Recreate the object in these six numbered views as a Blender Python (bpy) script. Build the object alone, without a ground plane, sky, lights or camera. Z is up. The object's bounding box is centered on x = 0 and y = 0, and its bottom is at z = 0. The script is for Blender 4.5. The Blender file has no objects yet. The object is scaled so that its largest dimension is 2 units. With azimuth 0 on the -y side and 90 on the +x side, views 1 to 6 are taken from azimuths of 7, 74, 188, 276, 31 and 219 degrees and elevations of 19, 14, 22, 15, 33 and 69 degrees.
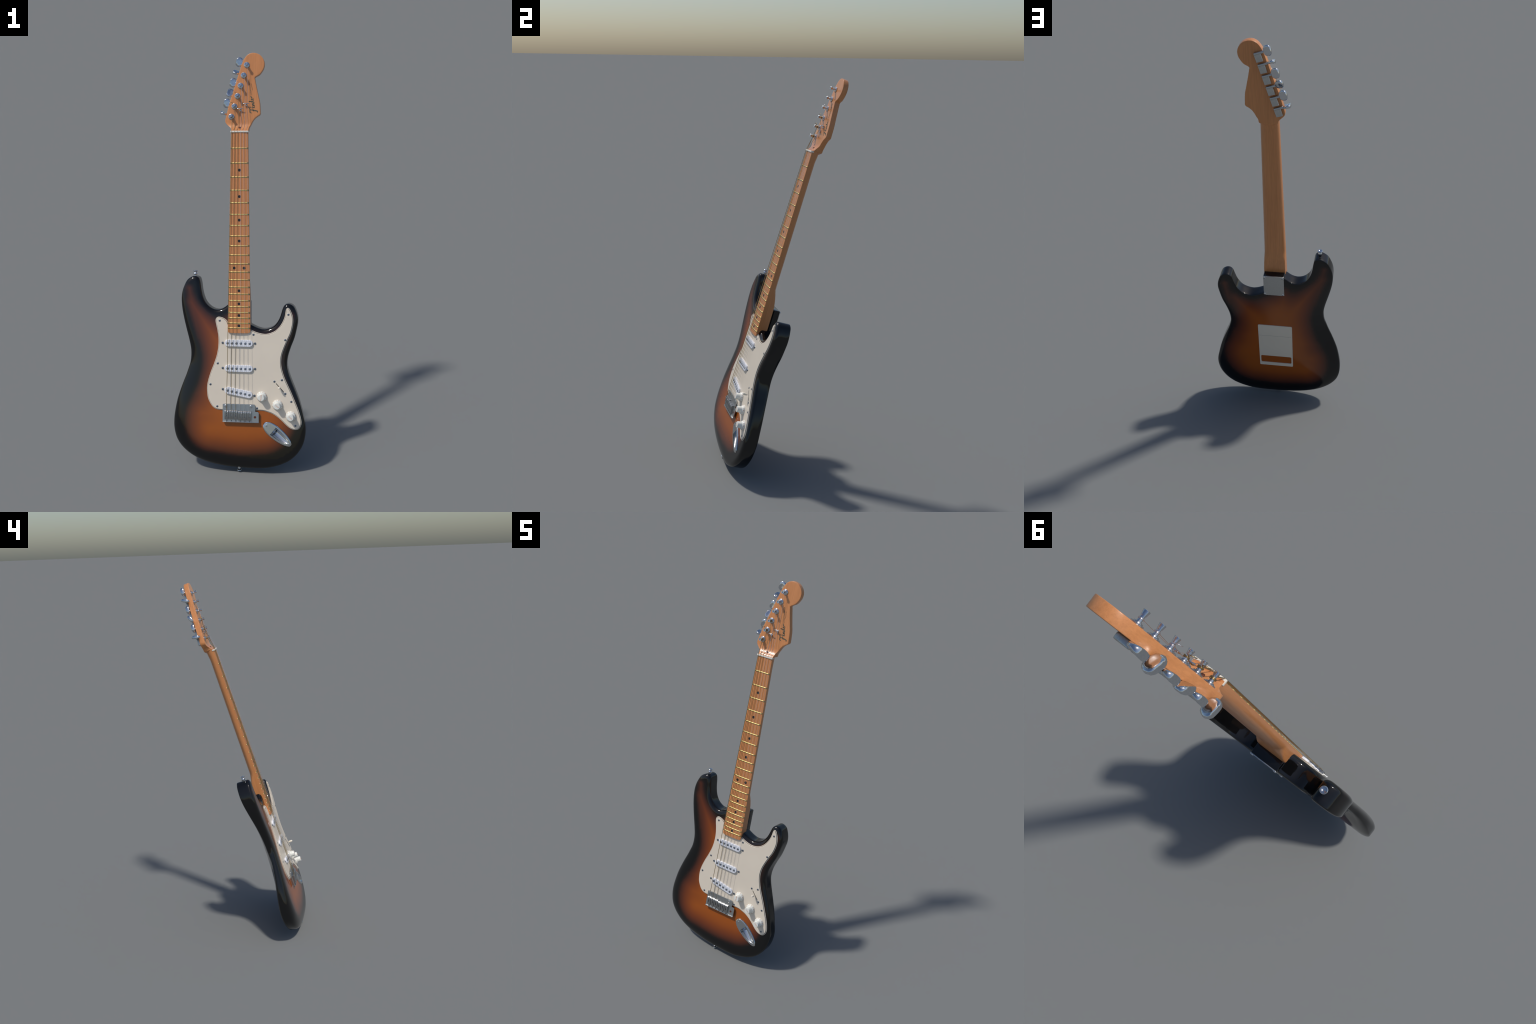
"""Sunburst electric guitar, standing tilted back.

Everything is modelled in the guitar's own frame: X to the treble side,
Y up along the neck, Z out of the front face.  The Empty that carries the
parts leans that frame back.
"""
import bpy, bmesh, math, random
from mathutils import Vector, Matrix
from mathutils.geometry import delaunay_2d_cdt, intersect_point_line

random.seed(7)
LEAN = math.radians(73.06)          # how far the Y axis is tipped up from the ground

# ------------------------------------------------------------------ materials
def new_mat(name):
    m = bpy.data.materials.new(name)
    m.use_nodes = True
    nt = m.node_tree
    return m, nt, nt.nodes["Principled BSDF"]

def node(nt, kind, **kw):
    n = nt.nodes.new(kind)
    for k, v in kw.items():
        setattr(n, k, v)
    return n

def math_node(nt, op, a, b=None, c=None, clamp=False):
    n = node(nt, "ShaderNodeMath", operation=op, use_clamp=clamp)
    for i, v in enumerate((a, b, c)):
        if v is None:
            continue
        if isinstance(v, (int, float)):
            n.inputs[i].default_value = v
        else:
            nt.links.new(v, n.inputs[i])
    return n.outputs[0]

def plain(name, col, rough=0.4, metal=0.0, coat=0.0, noise=0.0, scale=60.0, bump=0.0, spec=0.5):
    m, nt, b = new_mat(name)
    b.inputs["Base Color"].default_value = (*col, 1)
    b.inputs["Roughness"].default_value = rough
    b.inputs["Metallic"].default_value = metal
    b.inputs["Coat Weight"].default_value = coat
    b.inputs["Coat Roughness"].default_value = 0.05
    b.inputs["Specular IOR Level"].default_value = spec
    if noise or bump:
        tc = node(nt, "ShaderNodeTexCoord")
        n = node(nt, "ShaderNodeTexNoise")
        n.inputs["Scale"].default_value = scale
        n.inputs["Detail"].default_value = 4
        nt.links.new(tc.outputs["Object"], n.inputs["Vector"])
        if noise:
            r = node(nt, "ShaderNodeValToRGB")
            r.color_ramp.elements[0].position = 0.3
            r.color_ramp.elements[1].position = 0.7
            r.color_ramp.elements[0].color = (*[c * (1 - noise) for c in col], 1)
            r.color_ramp.elements[1].color = (*[min(1, c * (1 + noise)) for c in col], 1)
            nt.links.new(n.outputs["Fac"], r.inputs["Fac"])
            nt.links.new(r.outputs["Color"], b.inputs["Base Color"])
        if bump:
            bm = node(nt, "ShaderNodeBump")
            bm.inputs["Strength"].default_value = bump
            bm.inputs["Distance"].default_value = 0.001
            nt.links.new(n.outputs["Fac"], bm.inputs["Height"])
            nt.links.new(bm.outputs["Normal"], b.inputs["Normal"])
    return m

def maple(name):
    """Amber maple: long thin grain streaks that run along the neck."""
    m, nt, b = new_mat(name)
    tc = node(nt, "ShaderNodeTexCoord")
    mp = node(nt, "ShaderNodeMapping")
    mp.inputs["Scale"].default_value = (160, 5, 160)
    nt.links.new(tc.outputs["Object"], mp.inputs["Vector"])
    n1 = node(nt, "ShaderNodeTexNoise")
    n1.inputs["Scale"].default_value = 1.0
    n1.inputs["Detail"].default_value = 5
    n1.inputs["Distortion"].default_value = 0.6
    nt.links.new(mp.outputs[0], n1.inputs["Vector"])
    mp2 = node(nt, "ShaderNodeMapping")
    mp2.inputs["Scale"].default_value = (420, 22, 420)
    nt.links.new(tc.outputs["Object"], mp2.inputs["Vector"])
    n2 = node(nt, "ShaderNodeTexNoise")
    n2.inputs["Scale"].default_value = 1.0
    n2.inputs["Detail"].default_value = 3
    nt.links.new(mp2.outputs[0], n2.inputs["Vector"])
    mp3 = node(nt, "ShaderNodeMapping")
    mp3.inputs["Scale"].default_value = (14, 2.2, 14)
    nt.links.new(tc.outputs["Object"], mp3.inputs["Vector"])
    n3 = node(nt, "ShaderNodeTexNoise")
    n3.inputs["Scale"].default_value = 1.0
    nt.links.new(mp3.outputs[0], n3.inputs["Vector"])
    f = math_node(nt, "MULTIPLY", n1.outputs["Fac"], 0.5)
    f = math_node(nt, "MULTIPLY_ADD", n2.outputs["Fac"], 0.3, f)
    f = math_node(nt, "MULTIPLY_ADD", n3.outputs["Fac"], 0.2, f)
    r = node(nt, "ShaderNodeValToRGB")
    e = r.color_ramp.elements
    e[0].position, e[0].color = 0.36, (*MAPLE_DARK, 1)
    e[1].position, e[1].color = 0.62, (*MAPLE_LIGHT, 1)
    nt.links.new(f, r.inputs["Fac"])
    nt.links.new(r.outputs["Color"], b.inputs["Base Color"])
    b.inputs["Roughness"].default_value = 0.33
    b.inputs["Coat Weight"].default_value = 0.15
    b.inputs["Coat Roughness"].default_value = 0.2
    return m

MAPLE_DARK, MAPLE_LIGHT = (0.56, 0.222, 0.078), (0.67, 0.275, 0.100)

# inner glow of the sunburst: a smooth union of tapered capsules (x, y, r -> x, y, r)
BURST = [(-.143, .139, .121, .121, .161, .142), (-.250, .840, .018, -.205, .597, -.027),
         (-.238, .768, .019, -.042, .474, .124), (-.009, .518, .129, .016, .257, .232),
         (.255, .708, .024, .237, .579, -.003), (.205, .615, .032, .054, .426, .159),
         (-.053, .693, .015, .000, .343, .214), (-.178, .212, .072, .144, .221, .132),
         (.228, .505, -.040, .222, .279, -.029)]
BURST_K = 0.030

def sunburst():
    m, nt, b = new_mat("sunburst_lacquer")
    tc = node(nt, "ShaderNodeTexCoord")
    sep = node(nt, "ShaderNodeSeparateXYZ")
    nt.links.new(tc.outputs["Object"], sep.inputs[0])
    flat = node(nt, "ShaderNodeCombineXYZ")
    nt.links.new(sep.outputs[0], flat.inputs[0])
    nt.links.new(sep.outputs[1], flat.inputs[1])
    total = None
    for x1, y1, r1, x2, y2, r2 in BURST:
        bx, by = x2 - x1, y2 - y1
        ln2 = bx * bx + by * by
        rel = node(nt, "ShaderNodeVectorMath", operation="SUBTRACT")
        nt.links.new(flat.outputs[0], rel.inputs[0])
        rel.inputs[1].default_value = (x1, y1, 0)
        dot = node(nt, "ShaderNodeVectorMath", operation="DOT_PRODUCT")
        nt.links.new(rel.outputs[0], dot.inputs[0])
        dot.inputs[1].default_value = (bx / ln2, by / ln2, 0)
        h = math_node(nt, "ADD", dot.outputs["Value"], 0.0, clamp=True)
        foot = node(nt, "ShaderNodeVectorMath", operation="SCALE")
        foot.inputs[0].default_value = (bx, by, 0)
        nt.links.new(h, foot.inputs["Scale"])
        dist = node(nt, "ShaderNodeVectorMath", operation="DISTANCE")
        nt.links.new(rel.outputs[0], dist.inputs[0])
        nt.links.new(foot.outputs[0], dist.inputs[1])
        v = math_node(nt, "MULTIPLY_ADD", h, r2 - r1, r1)
        v = math_node(nt, "SUBTRACT", v, dist.outputs["Value"])
        v = math_node(nt, "EXPONENT", math_node(nt, "DIVIDE", v, BURST_K))
        total = v if total is None else math_node(nt, "ADD", total, v)
    t = math_node(nt, "MULTIPLY", math_node(nt, "LOGARITHM", total, math.e), BURST_K)
    fac = math_node(nt, "MULTIPLY_ADD", t, 1 / 0.16, 0.125, clamp=True)   # -0.02..0.14 m -> 0..1
    r = node(nt, "ShaderNodeValToRGB")
    cr = r.color_ramp
    cr.interpolation = "B_SPLINE"
    cr.elements[0].position, cr.elements[0].color = 0.06, (0.0042, 0.0042, 0.0045, 1)
    cr.elements[1].position, cr.elements[1].color = 1.0, (0.36, 0.088, 0.010, 1)
    for p, c in ((0.14, (0.010, 0.006, 0.005)), (0.24, (0.070, 0.020, 0.011)), (0.40, (0.150, 0.035, 0.012)),
                 (0.60, (0.25, 0.058, 0.0105)), (0.80, (0.33, 0.080, 0.010))):
        el = cr.elements.new(p)
        el.color = (*c, 1)
    nt.links.new(fac, r.inputs["Fac"])
    nt.links.new(r.outputs["Color"], b.inputs["Base Color"])
    b.inputs["Roughness"].default_value = 0.07
    b.inputs["Specular IOR Level"].default_value = 0.5
    return m

M = {}
M["burst"] = sunburst()
M["maple"] = maple("amber_maple")
M["cream"] = plain("cream_plastic", (0.77, 0.68, 0.56), rough=0.30, noise=0.02, scale=8)
M["ply"] = plain("black_ply", (0.03, 0.027, 0.024), rough=0.4)
M["score"] = plain("score_shadow", (0.36, 0.33, 0.28), rough=0.6)
M["cover"] = plain("white_cover_plastic", (0.78, 0.795, 0.85), rough=0.3)
M["knob"] = plain("aged_white_plastic", (0.80, 0.80, 0.74), rough=0.35)
M["knob_ink"] = plain("orange_ink", (0.70, 0.36, 0.22), rough=0.6)
M["tip"] = plain("switch_tip_plastic", (0.83, 0.76, 0.64), rough=0.3)
M["chrome"] = plain("chrome", (0.62, 0.64, 0.67), rough=0.13, metal=1.0, noise=0.06, scale=300)
M["satin"] = plain("satin_chrome", (0.52, 0.53, 0.525), rough=0.36, metal=1.0, noise=0.10, scale=350, bump=0.08)
M["steel"] = plain("dark_steel", (0.29, 0.32, 0.36), rough=0.42, metal=1.0)
M["saddle"] = plain("saddle_steel", (0.42, 0.42, 0.415), rough=0.30, metal=1.0, noise=0.12, scale=350, bump=0.08)
M["jack"] = plain("jack_chrome", (0.60, 0.61, 0.62), rough=0.19, metal=1.0, noise=0.06, scale=350)
M["pole"] = plain("pole_steel", (0.34, 0.36, 0.40), rough=0.4, metal=1.0)
M["brass"] = plain("fret_brass", (0.60, 0.46, 0.19), rough=0.46, metal=1.0)
M["bone"] = plain("bone", (0.78, 0.74, 0.65), rough=0.35)
M["dot"] = plain("black_inlay", (0.018, 0.016, 0.017), rough=0.35)
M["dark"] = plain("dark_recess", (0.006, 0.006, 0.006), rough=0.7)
M["black_lacquer"] = plain("black_lacquer", (0.0042, 0.0042, 0.0045), rough=0.07)
M["wound"] = plain("bronze_wound_string", (0.40, 0.30, 0.15), rough=0.35, metal=1.0)
M["plain_string"] = plain("steel_string", (0.74, 0.72, 0.73), rough=0.25, metal=1.0)
M["ink"] = plain("olive_black_ink", (0.105, 0.092, 0.058), rough=0.6)
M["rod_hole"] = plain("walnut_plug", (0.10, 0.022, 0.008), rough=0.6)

# ------------------------------------------------------------------ scene tree
BASE = Vector((0.0, -0.0824, 0.2833))           # local point where the guitar rests
root = bpy.data.objects.new("electric_guitar", None)
bpy.context.collection.objects.link(root)
root.rotation_euler = (LEAN, 0, 0)
root.location = Matrix.Rotation(LEAN, 4, "X") @ BASE
root["label"] = "sunburst electric guitar with cream pickguard and maple neck"
root["category"] = "electric guitar"

def add(name, mesh, mat, parent=None, loc=None, smooth=True, angle=None):
    ob = bpy.data.objects.new(name, mesh)
    bpy.context.collection.objects.link(ob)
    if mat and not mesh.materials:
        mesh.materials.append(M[mat])
    p = parent or root
    ob.parent = p
    here = Vector(loc) if loc else Vector((0, 0, 0))
    base = BASE if p is root else Vector(p["at"])
    ob.location = here - base
    ob["at"] = tuple(here)
    if smooth:
        mesh.polygons.foreach_set("use_smooth", [True] * len(mesh.polygons))
        if angle:
            mesh.set_sharp_from_angle(angle=math.radians(angle))
    return ob

def again(name, ob, parent=None, loc=None, rot=None):
    """A repeat that shares the mesh."""
    c = ob.copy()
    c.name = name
    bpy.context.collection.objects.link(c)
    p = parent or root
    c.parent = p
    here = Vector(loc)
    base = BASE if p is root else Vector(p["at"])
    c.location = here - base
    c["at"] = tuple(here)
    if rot is not None:
        c.rotation_euler = rot
    return c

def bm_mesh(bm, name):
    bmesh.ops.recalc_face_normals(bm, faces=bm.faces)
    me = bpy.data.meshes.new(name)
    bm.to_mesh(me)
    bm.free()
    return me

# ------------------------------------------------------------------ geometry helpers
def spline(pts, closed=True, per=10):
    """Centripetal Catmull-Rom through control points."""
    n = len(pts)
    out = []
    P = [Vector(p) for p in pts]
    for i in range(n if closed else n - 1):
        if closed:
            p0, p1, p2, p3 = P[i - 1], P[i], P[(i + 1) % n], P[(i + 2) % n]
        else:
            p1, p2 = P[i], P[i + 1]
            p0 = P[i - 1] if i else p1 * 2 - p2
            p3 = P[i + 2] if i + 2 < n else p2 * 2 - p1
        t0 = 0.0
        t1 = t0 + max((p1 - p0).length, 1e-6) ** 0.5
        t2 = t1 + max((p2 - p1).length, 1e-6) ** 0.5
        t3 = t2 + max((p3 - p2).length, 1e-6) ** 0.5
        for k in range(per):
            t = t1 + (t2 - t1) * k / per
            a1 = p0 * ((t1 - t) / (t1 - t0)) + p1 * ((t - t0) / (t1 - t0))
            a2 = p1 * ((t2 - t) / (t2 - t1)) + p2 * ((t - t1) / (t2 - t1))
            a3 = p2 * ((t3 - t) / (t3 - t2)) + p3 * ((t - t2) / (t3 - t2))
            b1 = a1 * ((t2 - t) / (t2 - t0)) + a2 * ((t - t0) / (t2 - t0))
            b2 = a2 * ((t3 - t) / (t3 - t1)) + a3 * ((t - t1) / (t3 - t1))
            out.append(b1 * ((t2 - t) / (t2 - t1)) + b2 * ((t - t1) / (t2 - t1)))
    if not closed:
        out.append(P[-1])
    return out

def resample(pts, n, closed=True):
    P = [Vector(p) for p in pts]
    if closed:
        P = P + [P[0]]
    acc = [0.0]
    for a, b in zip(P, P[1:]):
        acc.append(acc[-1] + (b - a).length)
    total, out, j = acc[-1], [], 0
    m = n if closed else n - 1
    for i in range(n):
        t = total * i / m
        while j < len(P) - 2 and acc[j + 1] < t:
            j += 1
        f = (t - acc[j]) / max(acc[j + 1] - acc[j], 1e-9)
        out.append(P[j].lerp(P[j + 1], min(1, f)))
    return out

def inward(poly, k=1):
    n = len(poly)
    area = sum(poly[i - 1].x * poly[i].y - poly[i].x * poly[i - 1].y for i in range(n))
    sg = 1 if area > 0 else -1
    out = []
    for i in range(n):
        t = (poly[(i + k) % n] - poly[i - k]).normalized()
        out.append(Vector((-t.y * sg, t.x * sg)))
    return out

def smoothstep(a, b, x):
    t = max(0.0, min(1.0, (x - a) / (b - a)))
    return t * t * (3 - 2 * t)

def in_poly(p, poly):
    c = False
    for i in range(len(poly)):
        a, b = poly[i - 1], poly[i]
        if (a.y > p.y) != (b.y > p.y) and p.x < a.x + (p.y - a.y) / (b.y - a.y) * (b.x - a.x):
            c = not c
    return c

def slab(name, poly, zf, zb, wf, hf, wb, hb, steps=5, grid=None, mid=2, k=1, hole=None):
    """Solid between two height functions with rounded rims.
    wf / wb: how far the rounding reaches in (number or list), hf / hb: how deep it falls."""
    n = len(poly)
    nrm = inward(poly, k)
    W = lambda w, i: w[i] if isinstance(w, (list, tuple)) else w
    bm = bmesh.new()
    rings = []
    for s in range(steps + 1):
        ph = math.pi / 2 * s / steps
        ring = []
        for i, p in enumerate(poly):
            q = p + nrm[i] * (W(wf, i) * (1 - math.sin(ph)))
            ring.append(Vector((q.x, q.y, zf(q.x, q.y) - W(hf, i) * (1 - math.cos(ph)))))
        rings.append(ring)
    back = []
    for s in range(steps + 1):
        ph = math.pi / 2 * s / steps
        ring = []
        for i, p in enumerate(poly):
            q = p + nrm[i] * (W(wb, i) * (1 - math.sin(ph)))
            ring.append(Vector((q.x, q.y, zb(q.x, q.y) + W(hb, i) * (1 - math.cos(ph)))))
        back.append(ring)
    for s in range(1, mid + 1):
        f = s / (mid + 1)
        rings.append([a.lerp(b, f) for a, b in zip(rings[steps], back[steps])])
    rings += back[::-1]
    vr = [[bm.verts.new(v) for v in r] for r in rings]
    for r0, r1 in zip(vr, vr[1:]):
        for i in range(n):
            j = (i + 1) % n
            bm.faces.new((r0[i], r0[j], r1[j], r1[i]))
    for ring, z in ((vr[0], zf), (vr[-1], zb)):
        if not grid:                     # a narrow flat margin keeps the big face's shading level
            w = wf if z is zf else wb
            margin = [bm.verts.new((v.co.x + nrm[i].x * .0015, v.co.y + nrm[i].y * .0015, v.co.z)) for i, v in enumerate(ring)]
            for i in range(n):
                j = (i + 1) % n
                bm.faces.new((ring[i], ring[j], margin[j], margin[i]))
            bm.faces.new(margin)
            continue
        edge = [Vector((v.co.x, v.co.y)) for v in ring]
        xs = [e.x for e in edge]; ys = [e.y for e in edge]
        inner = []
        y = min(ys) + grid / 2
        row = 0
        while y < max(ys):
            cuts = []
            for i in range(n):
                a, b = edge[i - 1], edge[i]
                if (a.y > y) != (b.y > y):
                    cuts.append(a.x + (y - a.y) / (b.y - a.y) * (b.x - a.x))
            cuts.sort()
            for x0, x1 in zip(cuts[::2], cuts[1::2]):
                m = int((x1 - x0) / grid)
                for c in range(1, m):
                    x = x0 + (x1 - x0) * (c + (0.25 if row % 2 else -0.25)) / m
                    pt = Vector((x, y))
                    if min((pt - e).length_squared for e in edge) > (grid * 0.55) ** 2:
                        inner.append(pt)
            y += grid * 0.87
            row += 1
        loop = hole if hole and z is zf else []
        if loop:
            inner = [q for q in inner if not in_poly(q, loop) and min((q - h).length for h in loop) > grid * .4]
        m = len(loop)
        vs, es, fs, ov, oe, of = delaunay_2d_cdt(edge + loop + inner, [(n + i, n + (i + 1) % m) for i in range(m)], [list(range(n))], 1, 1e-6)
        if loop:
            fs = [f for f in fs if not in_poly(sum((vs[i] for i in f), Vector((0, 0))) / len(f), loop)]
        mapped = []
        for i, v in enumerate(vs):
            src = ov[i][0] if ov[i] else -1
            if 0 <= src < n:
                mapped.append(ring[src])
            else:
                mapped.append(bm.verts.new((v.x, v.y, z(v.x, v.y))))
        for f in fs:
            try:
                bm.faces.new([mapped[i] for i in f])
            except ValueError:
                pass
    return bm_mesh(bm, name)

def flat(z):
    return lambda x, y: z

def lathe(name, profile, seg=24, axis="Z", caps=True):
    """profile: (radius, height) list from bottom to top."""
    bm = bmesh.new()
    rings = []
    for r, h in profile:
        ring = []
        for i in range(seg):
            a = 2 * math.pi * i / seg
            c, s = r * math.cos(a), r * math.sin(a)
            co = {"Z": (c, s, h), "Y": (s, h, c), "X": (h, c, s)}[axis]
            ring.append(bm.verts.new(co))
        rings.append(ring)
    for a, b in zip(rings, rings[1:]):
        for i in range(seg):
            j = (i + 1) % seg
            bm.faces.new((a[i], a[j], b[j], b[i]))
    if caps:
        bm.faces.new(rings[0][::-1])
        bm.faces.new(rings[-1])
    return bm_mesh(bm, name)

def loft(name, sections):
    bm = bmesh.new()
    vr = [[bm.verts.new(p) for p in s] for s in sections]
    n = len(vr[0])
    for a, b in zip(vr, vr[1:]):
        for i in range(n):
            j = (i + 1) % n
            bm.faces.new((a[i], a[j], b[j], b[i]))
    bm.faces.new(vr[0][::-1])
    bm.faces.new(vr[-1])
    return bm_mesh(bm, name)

def box(name, x0, x1, y0, y1, z0, z1, bevel=0.0, seg=2):
    bm = bmesh.new()
    bmesh.ops.create_cube(bm, size=1)
    for v in bm.verts:
        v.co = Vector((x0 + (v.co.x + .5) * (x1 - x0), y0 + (v.co.y + .5) * (y1 - y0), z0 + (v.co.z + .5) * (z1 - z0)))
    if bevel:
        bmesh.ops.bevel(bm, geom=bm.edges[:], offset=bevel, segments=seg, profile=0.5, affect="EDGES")
    return bm_mesh(bm, name)

def round_rect(x0, x1, y0, y1, r, seg=5):
    out = []
    for cx, cy, a0 in ((x1 - r, y1 - r, 0), (x0 + r, y1 - r, 90), (x0 + r, y0 + r, 180), (x1 - r, y0 + r, 270)):
        for s in range(seg + 1):
            a = math.radians(a0 + 90 * s / seg)
            out.append(Vector((cx + r * math.cos(a), cy + r * math.sin(a))))
    return out

def tube(name, path, radius, seg=8):
    """Round wire along a path."""
    P = [Vector(p) for p in path]
    bm = bmesh.new()
    rings = []
    ref = Vector((0, 0, 1))
    for i, p in enumerate(P):
        t = (P[min(i + 1, len(P) - 1)] - P[max(i - 1, 0)]).normalized()
        u = ref - t * ref.dot(t)
        if u.length < 1e-3:
            u = Vector((1, 0, 0)) - t * t.x
        u.normalize()
        ref = u
        w = t.cross(u)
        rings.append([bm.verts.new(p + (u * math.cos(2 * math.pi * k / seg) + w * math.sin(2 * math.pi * k / seg)) * radius) for k in range(seg)])
    for a, b in zip(rings, rings[1:]):
        for k in range(seg):
            j = (k + 1) % seg
            bm.faces.new((a[k], a[j], b[j], b[k]))
    bm.faces.new(rings[0][::-1])
    bm.faces.new(rings[-1])
    return bm_mesh(bm, name)

def join(name, meshes, mats=None):
    bm = bmesh.new()
    for me in meshes:
        bm.from_mesh(me)
    out = bpy.data.meshes.new(name)
    bm.to_mesh(out)
    bm.free()
    for me in meshes:
        bpy.data.meshes.remove(me)
    return out

def shifted(me, off, rot=None):
    m = Matrix.Translation(off)
    if rot is not None:
        m = m @ rot
    me.transform(m)
    return me

# ------------------------------------------------------------------ body
Z_FRONT, Z_BACK = 0.3215, 0.2435
OUTLINE = [
    (-.2216, .8989), (-.2370, .8980), (-.2635, .8806), (-.2792, .8521), (-.2883, .8262), (-.2930, .7978),
    (-.2930, .7669), (-.2883, .7257), (-.2791, .6794), (-.2660, .6254), (-.2543, .5817), (-.2445, .5350),
    (-.2435, .4980), (-.2480, .4640), (-.2542, .4445), (-.2686, .4026), (-.2856, .3606), (-.3013, .3186),
    (-.3158, .2739), (-.3263, .2266), (-.3335, .1750), (-.3325, .1255), (-.3190, .0736), (-.2921, .0327),
    (-.2553, .0000), (-.2132, -.0246), (-.1713, -.0400), (-.1294, -.0502), (-.0824, -.0575), (-.0408, -.0610),
    (.0008, -.0628), (.0420, -.0632), (.0821, -.0630), (.1130, -.0616), (.1465, -.0577), (.1850, -.0484),
    (.2208, -.0354), (.2566, -.0159), (.2896, .0137), (.3173, .0572), (.3300, .1000), (.3330, .1480),
    (.3217, .2047), (.3019, .2766), (.2800, .3320), (.2610, .3768), (.2453, .4198), (.2374, .4584), (.2410, .5023),
    (.2548, .5490), (.2725, .5957), (.2849, .6474), (.2899, .6783), (.2884, .7039), (.2793, .7345),
    (.2664, .7561), (.2433, .7667), (.2254, .7618), (.2159, .7479), (.2097, .7275), (.2010, .6993),
    (.1909, .6788), (.1720, .6555), (.1463, .6421), (.1205, .6378), (.0947, .6437), (.0739, .6524),
    (.0571, .6611), (.0450, .6680), (.0300, .6760), (.0150, .6950), (-.0150, .7350), (-.0300, .7620), (-.0420, .7660), (-.0530, .7610), (-.0645, .7523), (-.0749, .7444), (-.0906, .7363), (-.1114, .7326),
    (-.1324, .7370), (-.1533, .7496), (-.1717, .7700), (-.1848, .7984), (-.1927, .8319), (-.1985, .8707),
    (-.2059, .8914)]
J1, J2 = Vector((.1269, .1703)), Vector((.2631, .0627))
jc = (J1 + J2) / 2
jl = (J2 - J1).length / 2
jang = math.atan2((J2 - J1).y, (J2 - J1).x)
def jack_half(u):
    """Half width of the boat along its length, u in -1..1, blunter at the first end."""
    return .0335 * math.sqrt(max(1 - abs(u) ** (2.5 if u < 0 else 2.0), 0)) * (1 - .12 * u)
# opening in the top under the jack dish
SCOOP0, SCOOP1 = -.32, .76
def scoop(u):
    """Depth and half width of the half-pipe along the dish."""
    f = min(max((u - SCOOP0) / (SCOOP1 - SCOOP0), 0), 1)
    return .028 * (1 - f) ** .7, .0232 * math.sqrt(1 - f ** 2.2)
jca, jsa = math.cos(jang), math.sin(jang)
jack_hole = []
plan = [(SCOOP0 - .02, 1), (-.1, 1), (.1, 1), (.3, 1), (.5, 1), (.65, 1), (.73, 1), (SCOOP1 + .015, 0)]
for u, v in plan + [(u, -v) for u, v in plan[-2::-1]]:
    a, b = u * jl, v * (scoop(u)[1] * 1.03 + .0008)
    jack_hole.append(Vector((jc.x + a * jca - b * jsa, jc.y + a * jsa + b * jca)))
def settle(p):
    """Widest line of the side: the upper body leans a touch to the treble side."""
    x, y = p
    x += .0010 * smoothstep(.20, .30, x) * smoothstep(.02, .10, y) * smoothstep(.36, .24, y)
    x -= .0004 * smoothstep(-.20, -.27, x) * smoothstep(.02, .10, y) * smoothstep(.46, .36, y)
    return (x + .0028 * smoothstep(.12, .24, x) * smoothstep(.24, .36, y) + .0018 * smoothstep(-.12, -.22, x) * smoothstep(.50, .62, y), y)
body_poly = resample(spline([settle(p) for p in OUTLINE], per=8), 420)

def rim_width(p):
    """How far the front rounding reaches in: broad on the bass side and below, tight by the pickguard."""
    w = 0.026
    lower = smoothstep(.62, .40, p.y) * smoothstep(.22, -.05, p.x)
    w += 0.037 * lower + 0.012 * smoothstep(0, -.2, p.x) * smoothstep(.30, .12, p.y)
    w -= 0.006 * smoothstep(.12, .22, p.x) * smoothstep(.1, .3, p.y)
    return w

def blur(vals, k):
    n = len(vals)
    return [sum(vals[(i + j) % n] for j in range(-k, k + 1)) / (2 * k + 1) for i in range(n)]

front_w = blur([rim_width(p) for p in body_poly], 10)
front_h = blur([0.016 + 0.006 * smoothstep(.03, .06, w) + .014 * smoothstep(.05, -.18, p.x) * smoothstep(.46, .22, p.y)
                for p, w in zip(body_poly, front_w)], 8)
back_w = blur([0.012 + 0.03 * smoothstep(.45, .25, p.y) for p in body_poly], 10)
back_h = [0.006 + 0.008 * smoothstep(.015, .04, w) for w in back_w]

def back_z(x, y):
    """Flat back with the belly cut at the bass-side waist."""
    deep = 0.037 * smoothstep(.88, .50, y) * smoothstep(.09, .43, y)
    x0 = -.092 - .20 * max(0.0, .42 - y) - .15 * max(0.0, y - .5)      # where the cut begins
    t = max(0.0, (x0 - x) / .146)
    return Z_BACK + deep * min(t, 1.1) ** 1.35

body = add("body", slab("body", body_poly, flat(Z_FRONT), back_z, front_w, front_h, back_w, back_h,
                        steps=8, grid=0.013, mid=3, k=2, hole=jack_hole), "burst")

# heel block that carries the neck between the cutaways
heel = add("neck_heel_block", slab("neck_heel_block", round_rect(-.0500, .0540, .585, .7765, .003), flat(.2795), flat(.2437), .0012, .0012, .002, .002, steps=2),
           "black_lacquer", parent=body, angle=40)

# ------------------------------------------------------------------ neck
NUT_Y, END_Y = 1.6105, 0.6205
NECK_X = 0.0024
def half_width(y):
    return 0.0422 + (0.0567 - 0.0422) * (NUT_Y - y) / (NUT_Y - END_Y)

def board_z(x, y):
    """Arched fretboard surface."""
    dx = x - NECK_X
    return 0.3378 - dx * dx / (2 * 0.47)

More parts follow.
